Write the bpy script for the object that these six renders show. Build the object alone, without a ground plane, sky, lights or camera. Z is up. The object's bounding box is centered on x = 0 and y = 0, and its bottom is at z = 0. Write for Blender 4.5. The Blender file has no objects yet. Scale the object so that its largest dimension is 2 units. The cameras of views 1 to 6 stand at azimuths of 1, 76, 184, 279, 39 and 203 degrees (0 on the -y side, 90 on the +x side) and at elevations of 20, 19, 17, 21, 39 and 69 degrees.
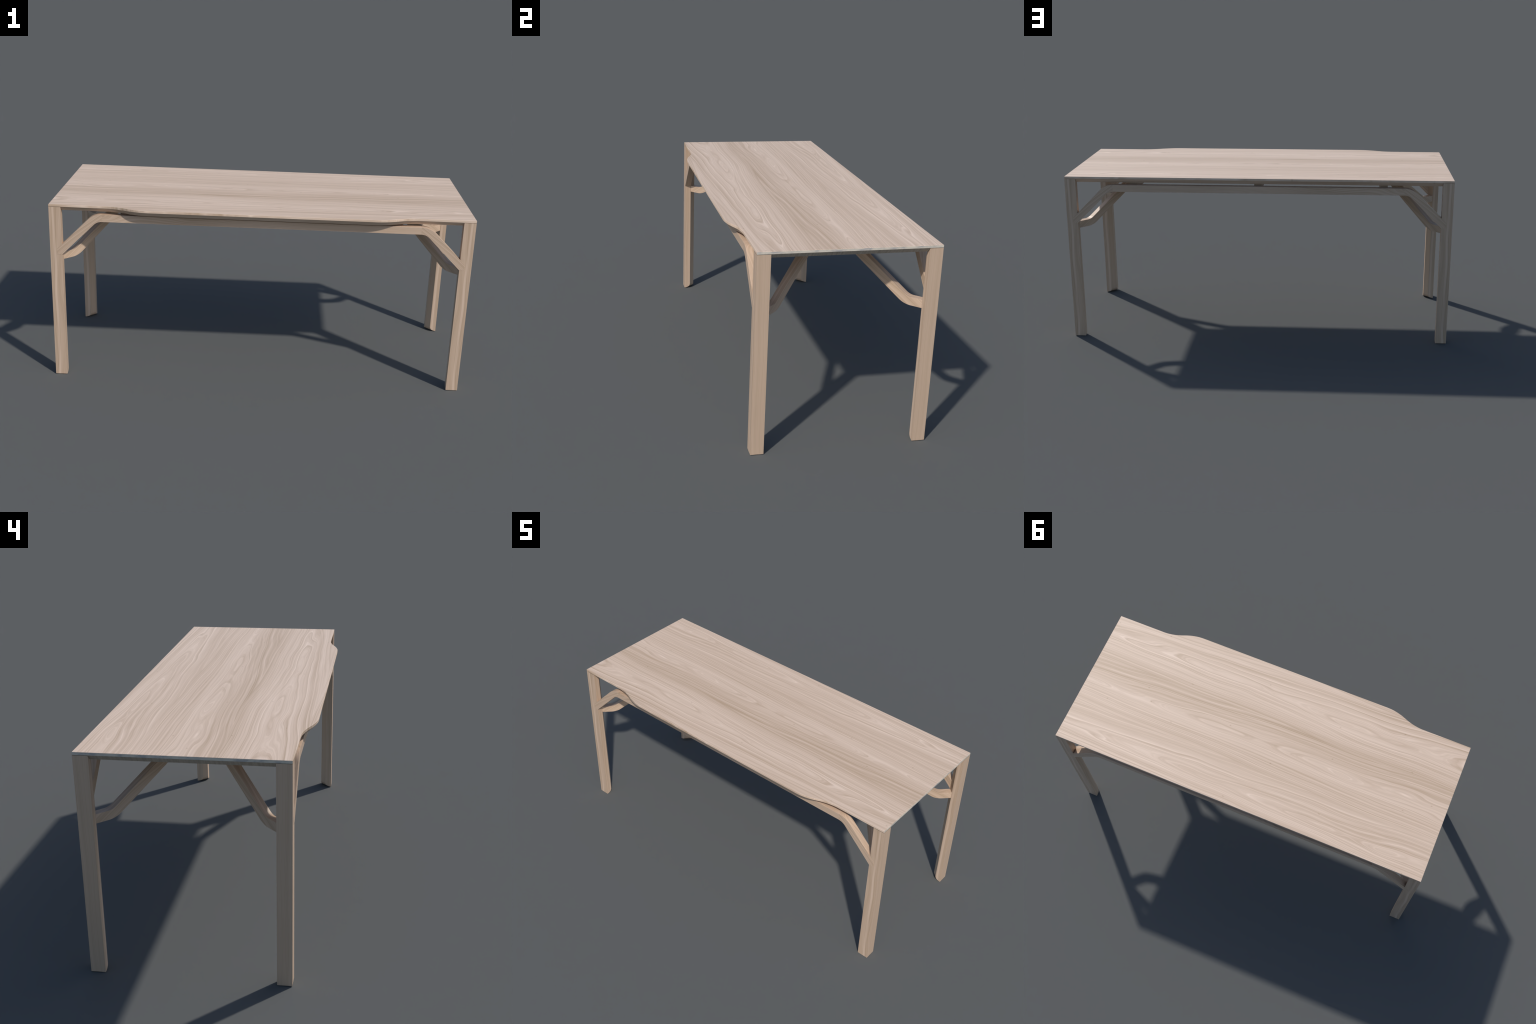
# Pale ash dining table: flat top with a bowed front edge and an under-bevel,
# four square legs with a chamfered inner corner, long side rails whose bent
# braces land flush in the legs, diagonal bent braces in the corners and
# three cross bars under the top.
import bpy, bmesh, math
from mathutils import Vector, Matrix

# ------------------------------------------------------------------ sizes
X = 1.0                      # half length
YF, YB = -0.3585, 0.406      # front / back faces of the frame
YC = (YF + YB) / 2
YBOW = -0.406                # bowed middle of the front edge
Z_TOP, Z_EDGE, Z_UNDER = 0.8825, 0.872, 0.8505
UNDER_BEVEL = Z_EDGE - Z_UNDER
LEG, LEG_FLAT = 0.0564, 0.032     # leg side; flat left beside the chamfer
BAR_T = 0.0318                   # thickness of rails and braces


# ------------------------------------------------------------------ nodes
class Nodes:
    def __init__(self, name):
        self.mat = bpy.data.materials.new(name)
        self.mat.use_nodes = True
        self.t = self.mat.node_tree
        self.t.nodes.clear()

    def n(self, kind, **kw):
        nd = self.t.nodes.new(kind)
        for k, v in kw.items():
            setattr(nd, k, v)
        return nd

    def link(self, a, b):
        self.t.links.new(a, b)

    def put(self, sock, v):
        if isinstance(v, bpy.types.NodeSocket):
            self.link(v, sock)
        else:
            sock.default_value = v

    def math(self, op, a, b=0.0, c=None, clamp=False):
        nd = self.n('ShaderNodeMath', operation=op, use_clamp=clamp)
        self.put(nd.inputs[0], a)
        self.put(nd.inputs[1], b)
        if c is not None:
            self.put(nd.inputs[2], c)
        return nd.outputs[0]

    def mapping(self, vec, loc=(0, 0, 0), rot=(0, 0, 0), scale=(1, 1, 1)):
        nd = self.n('ShaderNodeMapping')
        self.link(vec, nd.inputs['Vector'])
        nd.inputs['Location'].default_value = loc
        nd.inputs['Rotation'].default_value = rot
        nd.inputs['Scale'].default_value = scale
        return nd.outputs[0]

    def noise(self, vec, scale=1.0, detail=2.0, rough=0.5, dist=0.0):
        nd = self.n('ShaderNodeTexNoise', noise_dimensions='3D')
        self.link(vec, nd.inputs['Vector'])
        nd.inputs['Scale'].default_value = scale
        nd.inputs['Detail'].default_value = detail
        nd.inputs['Roughness'].default_value = rough
        nd.inputs['Distortion'].default_value = dist
        return nd.outputs[0]

    def noise1(self, w, scale=1.0, detail=2.0, rough=0.5):
        nd = self.n('ShaderNodeTexNoise', noise_dimensions='1D')
        self.put(nd.inputs['W'], w)
        nd.inputs['Scale'].default_value = scale
        nd.inputs['Detail'].default_value = detail
        nd.inputs['Roughness'].default_value = rough
        return nd.outputs[0]

    def ramp(self, fac, stops):
        nd = self.n('ShaderNodeValToRGB')
        self.link(fac, nd.inputs[0])
        e = nd.color_ramp.elements
        while len(e) < len(stops):
            e.new(0.5)
        for el, (p, c) in zip(e, stops):
            el.position = p
            el.color = (c[0], c[1], c[2], 1) if not isinstance(c, (int, float)) else (c, c, c, 1)
        return nd.outputs[0]

    def mix(self, fac, a, b, mode='MIX'):
        nd = self.n('ShaderNodeMix', data_type='RGBA', blend_type=mode)
        self.put(nd.inputs[0], fac)
        for i, v in ((6, a), (7, b)):
            self.put(nd.inputs[i], v if isinstance(v, bpy.types.NodeSocket) else (*v, 1))
        return nd.outputs[2]

    def finish(self, colour, rough=0.45, height=None, bump=0.1, spec=0.5):
        out = self.n('ShaderNodeOutputMaterial')
        bs = self.n('ShaderNodeBsdfPrincipled')
        self.put(bs.inputs['Base Color'], colour)
        self.put(bs.inputs['Roughness'], rough)
        bs.inputs['Specular IOR Level'].default_value = spec
        if height is not None:
            b = self.n('ShaderNodeBump')
            b.inputs['Strength'].default_value = bump
            b.inputs['Distance'].default_value = 0.001
            self.link(height, b.inputs['Height'])
            self.link(b.outputs[0], bs.inputs['Normal'])
        self.link(bs.outputs[0], out.inputs[0])
        return self.mat


# pale bleached ash, linear colours: (dark, middle, light) growth
TOP_TONES = ((0.466, 0.328, 0.215), (0.636, 0.476, 0.358), (0.800, 0.626, 0.500))
BAR_TONES = ((0.395, 0.274, 0.178), (0.550, 0.399, 0.289), (0.675, 0.507, 0.388))


def top_wood():
    """Flat-sawn face, grain along x.  The growth field g rises across y but
    stalls in three bands; there a little noise is enough to close its contour
    lines into long cathedral figures, between them they run fine and straight."""
    N = Nodes('tabletop_ash')
    co = N.n('ShaderNodeTexCoord').outputs['Object']
    sep = N.n('ShaderNodeSeparateXYZ')
    N.link(co, sep.inputs[0])
    x, y, z = sep.outputs
    half = lambda n: N.math('SUBTRACT', n, 0.5)
    meander = half(N.noise(N.mapping(co, loc=(5.3, 1.7, 0), scale=(1.3, 1.8, 1)), 1.0, 1.0, 0.4))
    ripple = half(N.noise(N.mapping(co, loc=(2.2, 8.1, 0), scale=(1.8, 8.5, 1)), 1.0, 2.0, 0.42))
    burl = half(N.noise(N.mapping(co, loc=(9.7, 3.3, 0), scale=(8, 40, 1)), 1.0, 2.0, 0.5))
    yw = N.math('MULTIPLY_ADD', meander, 0.075, y)
    # distance to the nearest heart line; the log tapers along x, so the
    # rings meet the saw cut in long pointed arches over each heart line
    period, centre = 0.285, 0.268
    dy = N.math('PINGPONG', N.math('ADD', yw, centre), period / 2)
    near = N.math('SUBTRACT', 1.0, N.math('MULTIPLY', dy, 2 / period), clamp=True)
    near2 = N.math('POWER', near, 2.0)
    g = N.math('SQRT', N.math('MULTIPLY_ADD', dy, dy, 0.022 ** 2))
    g = N.math('MULTIPLY_ADD', x, 0.030, g)
    g = N.math('MULTIPLY_ADD', yw, 0.30, g)
    g = N.math('MULTIPLY_ADD', ripple, N.math('MULTIPLY_ADD', near2, 0.085, 0.022), g)
    g = N.math('MULTIPLY_ADD', burl, N.math('MULTIPLY_ADD', near2, 0.0050, 0.0010), g)
    broad = half(N.noise1(g, 30.0, 1.0, 0.5))
    lines = half(N.noise1(N.math('ADD', g, 7.0), 110.0, 3.0, 0.62))
    hair = half(N.noise1(N.math('ADD', g, 3.0), 520.0, 1.0, 0.5))
    fibre = half(N.noise(N.mapping(co, scale=(7, 420, 60)), 1.0, 2.0, 0.6))
    streak = half(N.noise(N.mapping(co, loc=(0, 4.4, 0), scale=(1.1, 48, 10)), 1.0, 2.0, 0.55))
    # latewood: one-sided dark lines with a pale vein behind them, coming and
    # going along the board
    fade = N.noise(N.mapping(co, loc=(6.6, 0.9, 0), scale=(1.3, 15, 1)), 1.0, 2.0, 0.45)
    fade = N.math('MULTIPLY', N.math('SUBTRACT', fade, 0.32), 2.8, clamp=True)
    fade_b = N.noise(N.mapping(co, loc=(1.6, 5.9, 0), scale=(0.9, 17, 1)), 1.0, 1.0, 0.4)
    fade_b = N.math('MULTIPLY', N.math('SUBTRACT', fade_b, 0.42), 3.4, clamp=True)
    saw = N.math('FRACT', N.math('MULTIPLY_ADD', N.noise1(g, 25.0, 1.0, 0.5), 2.6, N.math('MULTIPLY', g, 75.0)))
    inv = N.math('SUBTRACT', 1.0, saw)
    late = N.math('MULTIPLY', N.math('MULTIPLY', N.math('POWER', saw, 4.0), N.math('MULTIPLY', inv, 12.0, clamp=True)), fade)
    pale = N.math('MULTIPLY', N.math('MULTIPLY', N.math('POWER', inv, 8.0), N.math('MULTIPLY', saw, 14.0, clamp=True)), fade_b)
    # darker straight-grained tan band along the middle, paler hearts
    mid = N.math('SUBTRACT', 1.0, N.math('MULTIPLY', N.math('ABSOLUTE', N.math('ADD', yw, 0.07)), 8.0), clamp=True)
    mid = N.math('SMOOTH_MIN', mid, 0.8, 0.3)
    v = N.math('MULTIPLY_ADD', near, 0.10, 0.53)
    v = N.math('MULTIPLY_ADD', mid, -0.13, v)
    v = N.math('MULTIPLY_ADD', broad, 0.26, v)
    v = N.math('MULTIPLY_ADD', lines, N.math('MULTIPLY_ADD', fade, 0.50, 0.45), v)
    v = N.math('MULTIPLY_ADD', hair, N.math('MULTIPLY_ADD', near, -0.14, 0.20), v)
    v = N.math('MULTIPLY_ADD', streak, N.math('MULTIPLY_ADD', mid, 0.20, 0.30), v)
    v = N.math('MULTIPLY_ADD', fibre, 0.16, v)
    v = N.math('MULTIPLY_ADD', late, -0.30, v)
    v = N.math('MULTIPLY_ADD', pale, 0.42, v)
    # a few pin knots
    vor = N.n('ShaderNodeTexVoronoi', voronoi_dimensions='2D')
    N.link(N.mapping(co, loc=(0.37, 0.71, 0), scale=(2.6, 4.6, 1)), vor.inputs['Vector'])
    vor.inputs['Scale'].default_value = 1.0
    knot = N.math('SUBTRACT', 1.0, N.math('MULTIPLY', vor.outputs['Distance'], 55.0), clamp=True)
    v = N.math('MULTIPLY_ADD', knot, -0.30, v)
    d, m, l = TOP_TONES
    col = N.ramp(v, [(0.22, d), (0.52, m), (0.80, l)])
    return N.finish(col, rough=0.5, height=fibre, bump=0.05)


def end_grain():
    N = Nodes('end_grain')
    co = N.n('ShaderNodeTexCoord').outputs['Object']
    patch = N.noise(N.mapping(co, scale=(1, 22, 60)), 1.0, 3.0, 0.6)
    col = N.ramp(patch, [(0.38, (0.42, 0.40, 0.385)), (0.47, (0.57, 0.52, 0.45)), (0.60, (0.66, 0.595, 0.50))])
    return N.finish(col, rough=0.6, spec=0.3)


def bar_wood(name, rot=(0, 0, 0), seed=0.0, fine=1.0, wide=0.35, tone=1.0, stripe=False, wob_amp=0.03, contrast=1.0):
    """Solid stock. After the rotation the grain runs along x; growth layers
    stack mostly along y (weight fine) and less along z (weight wide), so faces
    across y show broad wandering streaks and faces across z fine lines."""
    N = Nodes(name)
    oc = N.n('ShaderNodeTexCoord').outputs['Object']
    co = N.mapping(oc, loc=(seed, 0, 0), rot=rot)
    sep = N.n('ShaderNodeSeparateXYZ')
    N.link(co, sep.inputs[0])
    x, y, z = sep.outputs
    half = lambda n: N.math('SUBTRACT', n, 0.5)
    wob = half(N.noise(N.mapping(co, loc=(0, 3.3, 6.1), scale=(2.4, 7, 9)), 1.0, 1.5, 0.45))
    g = N.math('ADD', N.math('MULTIPLY', z, wide), N.math('MULTIPLY', y, fine))
    g = N.math('MULTIPLY_ADD', wob, wob_amp, g)
    broad = half(N.noise1(N.math('ADD', g, seed), 90.0, 1.0, 0.5))
    lines = half(N.noise1(N.math('ADD', g, seed + 4), 420.0, 2.0, 0.6))
    fibre = half(N.noise(N.mapping(co, scale=(9, 420, 420)), 1.0, 2.0, 0.6))
    patch = half(N.noise(N.mapping(co, loc=(1.5, 0, 0), scale=(1.6, 16, 16)), 1.0, 1.0, 0.5))
    v = N.math('MULTIPLY_ADD', broad, 0.30 * contrast, 0.5)
    v = N.math('MULTIPLY_ADD', lines, 0.45 * min(contrast, 1.3), v)
    v = N.math('MULTIPLY_ADD', fibre, 0.16, v)
    v = N.math('MULTIPLY_ADD', patch, 0.30 * contrast, v)
    if stripe:                     # pale sapwood stripe wandering down the leg
        so = N.n('ShaderNodeSeparateXYZ')
        N.link(oc, so.inputs[0])
        wander = half(N.noise1(so.outputs[2], 2.6, 1.0, 0.5))
        c = N.math('MULTIPLY_ADD', wander, 0.022, 0.0195)
        dist = N.math('ABSOLUTE', N.math('SUBTRACT', so.outputs[0], c))
        s = N.math('SUBTRACT', 1.0, N.math('MULTIPLY', N.math('SUBTRACT', dist, 0.004), 450.0, clamp=True), clamp=True)
        v = N.math('MULTIPLY_ADD', s, 0.22, v)
    t = lambda c: tuple(k * tone for k in c)
    d, m, l = BAR_TONES
    col = N.ramp(v, [(0.22, t(d)), (0.50, t(m)), (0.80, t(l))])
    return N.finish(col, rough=0.45, height=fibre, bump=0.05)


# ------------------------------------------------------------------ helpers
def new_object(name, mesh, parent, mats):
    ob = bpy.data.objects.new(name, mesh)
    bpy.context.collection.objects.link(ob)
    ob.parent = parent
    if not mesh.materials:
        for m in mats:
            mesh.materials.append(m)
    return ob


def to_mesh(name, bm, sharp=35):
    bmesh.ops.recalc_face_normals(bm, faces=bm.faces)
    me = bpy.data.meshes.new(name)
    bm.to_mesh(me)
    bm.free()
    me.shade_smooth()
    me.set_sharp_from_angle(angle=math.radians(sharp))
    return me


def prism(profile, thickness_from, thickness_to, place):
    """Extrude a closed 2D profile; place(a, b, t) -> world-like point."""
    bm = bmesh.new()
    lo = [bm.verts.new(place(a, b, thickness_from)) for a, b in profile]
    hi = [bm.verts.new(place(a, b, thickness_to)) for a, b in profile]
    bm.faces.new(lo)
    bm.faces.new(hi)
    n = len(profile)
    for i in range(n):
        j = (i + 1) % n
        bm.faces.new((lo[i], lo[j], hi[j], hi[i]))
    return bm


def soften(ob, width=0.0004, segments=2):
    m = ob.modifiers.new('edge_rounding', 'BEVEL')
    m.width = width
    m.segments = segments
    m.limit_method = 'ANGLE'
    m.angle_limit = math.radians(40)
    m.harden_normals = False


def arc(cx, cy, r, a0, a1, n):
    return [(cx + r * math.cos(math.radians(a0 + (a1 - a0) * i / n)),
             cy + r * math.sin(math.radians(a0 + (a1 - a0) * i / n))) for i in range(n + 1)]


# ------------------------------------------------------------------ tabletop
def front_edge_y(x):
    """Front edge: straight at the corners, bowed forward in the middle,
    joined by an S of two parabolas on each side."""
    x0, x1 = 0.745, 0.525
    a = abs(x)
    t = min(max((x0 - a) / (x0 - x1), 0.0), 1.0)
    s = 2 * t * t if t < 0.5 else 1 - 2 * (1 - t) ** 2
    return YF + (YBOW - YF) * s


def table_outline():
    xs = [-X]
    n = 36
    xs += [-0.745 + 0.22 * i / n for i in range(n + 1)]
    xs += [-0.3, 0.0, 0.3]
    xs += [0.525 + 0.22 * i / n for i in range(n + 1)]
    xs += [X]
    return [(x, front_edge_y(x)) for x in xs] + [(X, YB), (-X, YB)]


def inset(loop, d):
    out = []
    n = len(loop)
    for i in range(n):
        p, q, r = (Vector(loop[k % n]) for k in (i - 1, i, i + 1))
        e1, e2 = (q - p).normalized(), (r - q).normalized()
        n1, n2 = Vector((-e1.y, e1.x)), Vector((-e2.y, e2.x))
        b = (n1 + n2)
        b = b / (1 + n1.dot(n2))
        out.append(tuple(q + b * d))
    return out


def build_tabletop(root):
    loop = table_outline()          # counter-clockwise seen from above
    r = 0.0008
    rings = [(inset(loop, r), Z_TOP), (loop, Z_TOP - r),
             (loop, Z_EDGE), (inset(loop, UNDER_BEVEL), Z_UNDER)]
    bm = bmesh.new()
    vr = [[bm.verts.new((x, y - YC, z - Z_TOP)) for x, y in lp] for lp, z in rings]
    bm.faces.new(vr[0])
    bm.faces.new(vr[-1][::-1])
    n = len(loop)
    for a, b in zip(vr, vr[1:]):
        for i in range(n):
            j = (i + 1) % n
            f = bm.faces.new((a[i], b[i], b[j], a[j]))
            mid = f.calc_center_median()
            if abs(mid.x) > X - UNDER_BEVEL and a is not vr[0]:
                c = f.calc_center_median()
                f.normal_update()
                if abs(f.normal.x) > 0.5:
                    f.material_index = 1 if a is vr[1] else 2
    me = to_mesh('tabletop', bm, 30)
    ob = new_object('tabletop', me, root, [top_wood(), end_grain(), end_under()])
    ob.location = (0, YC, Z_TOP)


def end_under():
    N = Nodes('end_grain_under')
    co = N.n('ShaderNodeTexCoord').outputs['Object']
    patch = N.noise(N.mapping(co, rot=(0.6, 0, 0), scale=(1, 120, 18)), 1.0, 3.0, 0.6)
    col = N.ramp(patch, [(0.35, (0.38, 0.325, 0.265)), (0.65, (0.50, 0.435, 0.36))])
    return N.finish(col, rough=0.6, spec=0.3)


# ------------------------------------------------------------------ legs
def leg_mesh():
    """Local frame: outer corner at the origin, body towards +x and +y."""
    L, F = LEG, LEG_FLAT
    steps = 8
    R = 0.0228

    def foot(x, y):                      # rounded-off inner corner of the foot
        t = max((x + y - L) / math.sqrt(2), 0.0)
        return R - math.sqrt(max(R * R - min(t, R) ** 2, 0.0))

    gap = 0.0018

    def head(x, y):                      # follows the under-bevel of the top
        return max(Z_EDGE - gap - min(x, y), Z_UNDER - gap * 0.4)

    # outline points, denser where head and foot curve
    pts = [(0, 0)]
    bev = UNDER_BEVEL - gap
    pts += [(bev, 0), (L, 0)]
    pts += [(L, bev)] + [(L, F * i / steps) for i in range(1, steps + 1) if abs(F * i / steps - bev) > 0.002]
    pts = pts[:3] + sorted(pts[3:], key=lambda p: p[1])
    c = L - F
    pts += [(L - c * i / 4, F + c * i / 4) for i in range(1, 5)]
    side = [(y, x) for x, y in pts[3:3 + steps + 1] if y < F - 1e-6]
    pts += side[::-1]
    pts += [(0, L), (0, bev)]
    bm = bmesh.new()
    lo = [bm.verts.new((x, y, foot(x, y))) for x, y in pts]
    hi = [bm.verts.new((x, y, head(x, y))) for x, y in pts]
    n = len(pts)
    for i in range(n):
        j = (i + 1) % n
        bm.faces.new((lo[i], lo[j], hi[j], hi[i]))
    # underside: flat triangle on the ground, curved rise to the chamfer
    tri = [i for i, (x, y) in enumerate(pts) if x + y <= L + 1e-6]
    rise = [i for i, (x, y) in enumerate(pts) if x + y >= L - 1e-6]
    bm.faces.new([lo[i] for i in tri])
    h = len(rise)
    for k in range(h // 2):
        a, b = rise[k], rise[k + 1]
        c2, d = rise[h - 2 - k], rise[h - 1 - k]
        ids = []
        for q in (a, b, c2, d):
            if q not in ids:
                ids.append(q)
        if len(ids) > 2:
            try:
                bm.faces.new([lo[q] for q in ids])
            except ValueError:
                pass
    # head: mitred slopes plus a level inner part
    m = bm.verts.new((bev, bev, head(bev, bev)))
    idx = {(round(x, 5), round(y, 5)): i for i, (x, y) in enumerate(pts)}
    o, ex, ey = hi[0], hi[idx[(round(L, 5), 0)]], hi[idx[(0, round(L, 5))]]
    ib = idx[(round(L, 5), round(bev, 5))]
    jb = idx[(round(bev, 5), round(L, 5))]
    iL, jL = idx[(round(L, 5), 0)], idx[(0, round(L, 5))]
    bm.faces.new([o] + [hi[i] for i in range(1, ib + 1)] + [m])
    bm.faces.new([m] + [hi[i] for i in range(jb, n)] + [o])
    bm.faces.new([m] + [hi[i] for i in range(ib, jb + 1)])
    return to_mesh('leg', bm, 32)


def build_legs(root):
    me = leg_mesh()
    mats = [bar_wood('leg_ash', rot=(0, math.radians(90), 0), seed=0.3, fine=1.0, wide=0.30, stripe=True, contrast=0.75)]
    for sx in (-1, 1):
        for y, sy in ((YF, 1), (YB, -1)):
            ob = new_object('leg', me, root, mats)
            ob.location = (sx * X, y, 0)
            ob.scale = (-sx, sy, 1)


# ------------------------------------------------------------------ rails
RAIL_LO, RAIL_HI, SEAM = 0.805, 0.840, 0.75
PROUD = 0.0005


def rail_brace_profile():
    """(inward distance from the leg's outer corner, height)."""
    lo_sum, hi_sum = 0.635 + 0.943, 0.687 + 0.943      # x + z on the 45 deg edges
    r_in = (lo_sum - SEAM - RAIL_LO) / (math.sqrt(2) - 1)
    r_out = (hi_sum - SEAM - RAIL_HI) / (math.sqrt(2) - 1)
    inner = arc(SEAM, RAIL_LO - r_in, r_in, 45, 90, 10)
    outer = arc(SEAM, RAIL_HI - r_out, r_out, 90, 45, 12)
    pts = [(0.968, 0.635), (0.943, 0.635)] + inner + outer + [(0.968, hi_sum - 0.968)]
    return [(X - a, b) for a, b in pts]


def build_rails(root):
    prof = rail_brace_profile()
    bm = prism(prof, -PROUD, BAR_T, lambda a, b, t: (a, t, b))
    me = to_mesh('rail_brace', bm)
    mats = [bar_wood('rail_brace_ash', rot=(0, math.radians(39), 0), seed=1.7, fine=0.3, wide=0.45, contrast=1.5)]
    for sx in (-1, 1):
        for y, sy in ((YF, 1), (YB, -1)):
            ob = new_object('rail_brace', me, root, mats)
            ob.location = (sx * X, y, 0)
            ob.scale = (-sx, sy, 1)
            soften(ob)
    prof = [(-SEAM, RAIL_LO), (SEAM, RAIL_LO), (SEAM, RAIL_HI), (-SEAM, RAIL_HI)]
    bm = prism(prof, -PROUD, BAR_T, lambda a, b, t: (a, t, b))
    me = to_mesh('rail', bm)
    mats = [bar_wood('rail_ash', rot=(0, math.radians(1.5), 0), seed=4.2, fine=0.3, wide=0.5, wob_amp=0.075, contrast=1.8)]
    for y, sy in ((YF, 1), (YB, -1)):
        ob = new_object('rail', me, root, mats)
        ob.location = (0, y, 0)
        ob.scale = (1, sy, 1)
        soften(ob)


# ------------------------------------------------------------------ corner braces
def build_corner_braces(root):
    """Bent brace in the vertical plane of the leg's diagonal."""
    lo, hi = 0.600, 0.636
    slope = math.degrees(math.atan(1 / math.sqrt(2)))
    s0, sb = 0.055, 0.112
    r_in = 0.0612
    r_out = r_in + hi - lo
    cz = hi + r_in
    z_end = Z_UNDER - 0.0006
    low = arc(sb, cz, r_out, 270, 270 + slope, 12)
    up = arc(sb, cz, r_in, 270, 270 + slope, 10)
    k = math.tan(math.radians(slope))
    lx, lz = low[-1]
    ux, uz = up[-1]
    prof = [(s0, lo)] + low + [(lx + (z_end - lz) / k, z_end), (ux + (z_end - uz) / k, z_end)] + up[::-1] + [(s0, hi)]
    c = math.sqrt(0.5)
    bm = prism(prof, -0.0158, 0.0158, lambda a, b, t: (a, t, b))
    me = to_mesh('corner_brace', bm)
    mats = [bar_wood('corner_brace_ash', rot=(0, math.radians(32), 0), seed=7.9, fine=0.5, wide=0.45, contrast=1.4)]
    for sx in (-1, 1):
        for y, sy in ((YF, 1), (YB, -1)):
            ob = new_object('corner_brace', me, root, mats)
            ob.location = (sx * X, y, 0)
            ob.rotation_euler = (0, 0, math.atan2(sy, -sx))
            soften(ob)


# ------------------------------------------------------------------ cross bars
def build_cross_bars(root):
    half = 0.0185
    y0, y1 = YF + 0.044 - YC, YB - 0.044 - YC       # just clear of the rails
    z0, z1 = 0.806, Z_UNDER - 0.0003
    prof = [(y0, z0), (y1, z0), (y1, z1), (y0, z1)]
    bm = prism(prof, -half, half, lambda a, b, t: (t, a, b))
    me = to_mesh('cross_bar', bm)
    mats = [bar_wood('cross_bar_ash', rot=(0, 0, math.radians(90)), seed=2.4, tone=0.85)]
    for x in (-0.649, 0.0, 0.649):
        ob = new_object('cross_bar', me, root, mats)
        ob.location = (x, YC, 0)


root = bpy.data.objects.new('wooden_table', None)
bpy.context.collection.objects.link(root)
root["label"] = "pale ash dining table with bowed front edge and braced legs"
root["category"] = "table"
build_tabletop(root)
build_legs(root)
build_rails(root)
build_corner_braces(root)
build_cross_bars(root)
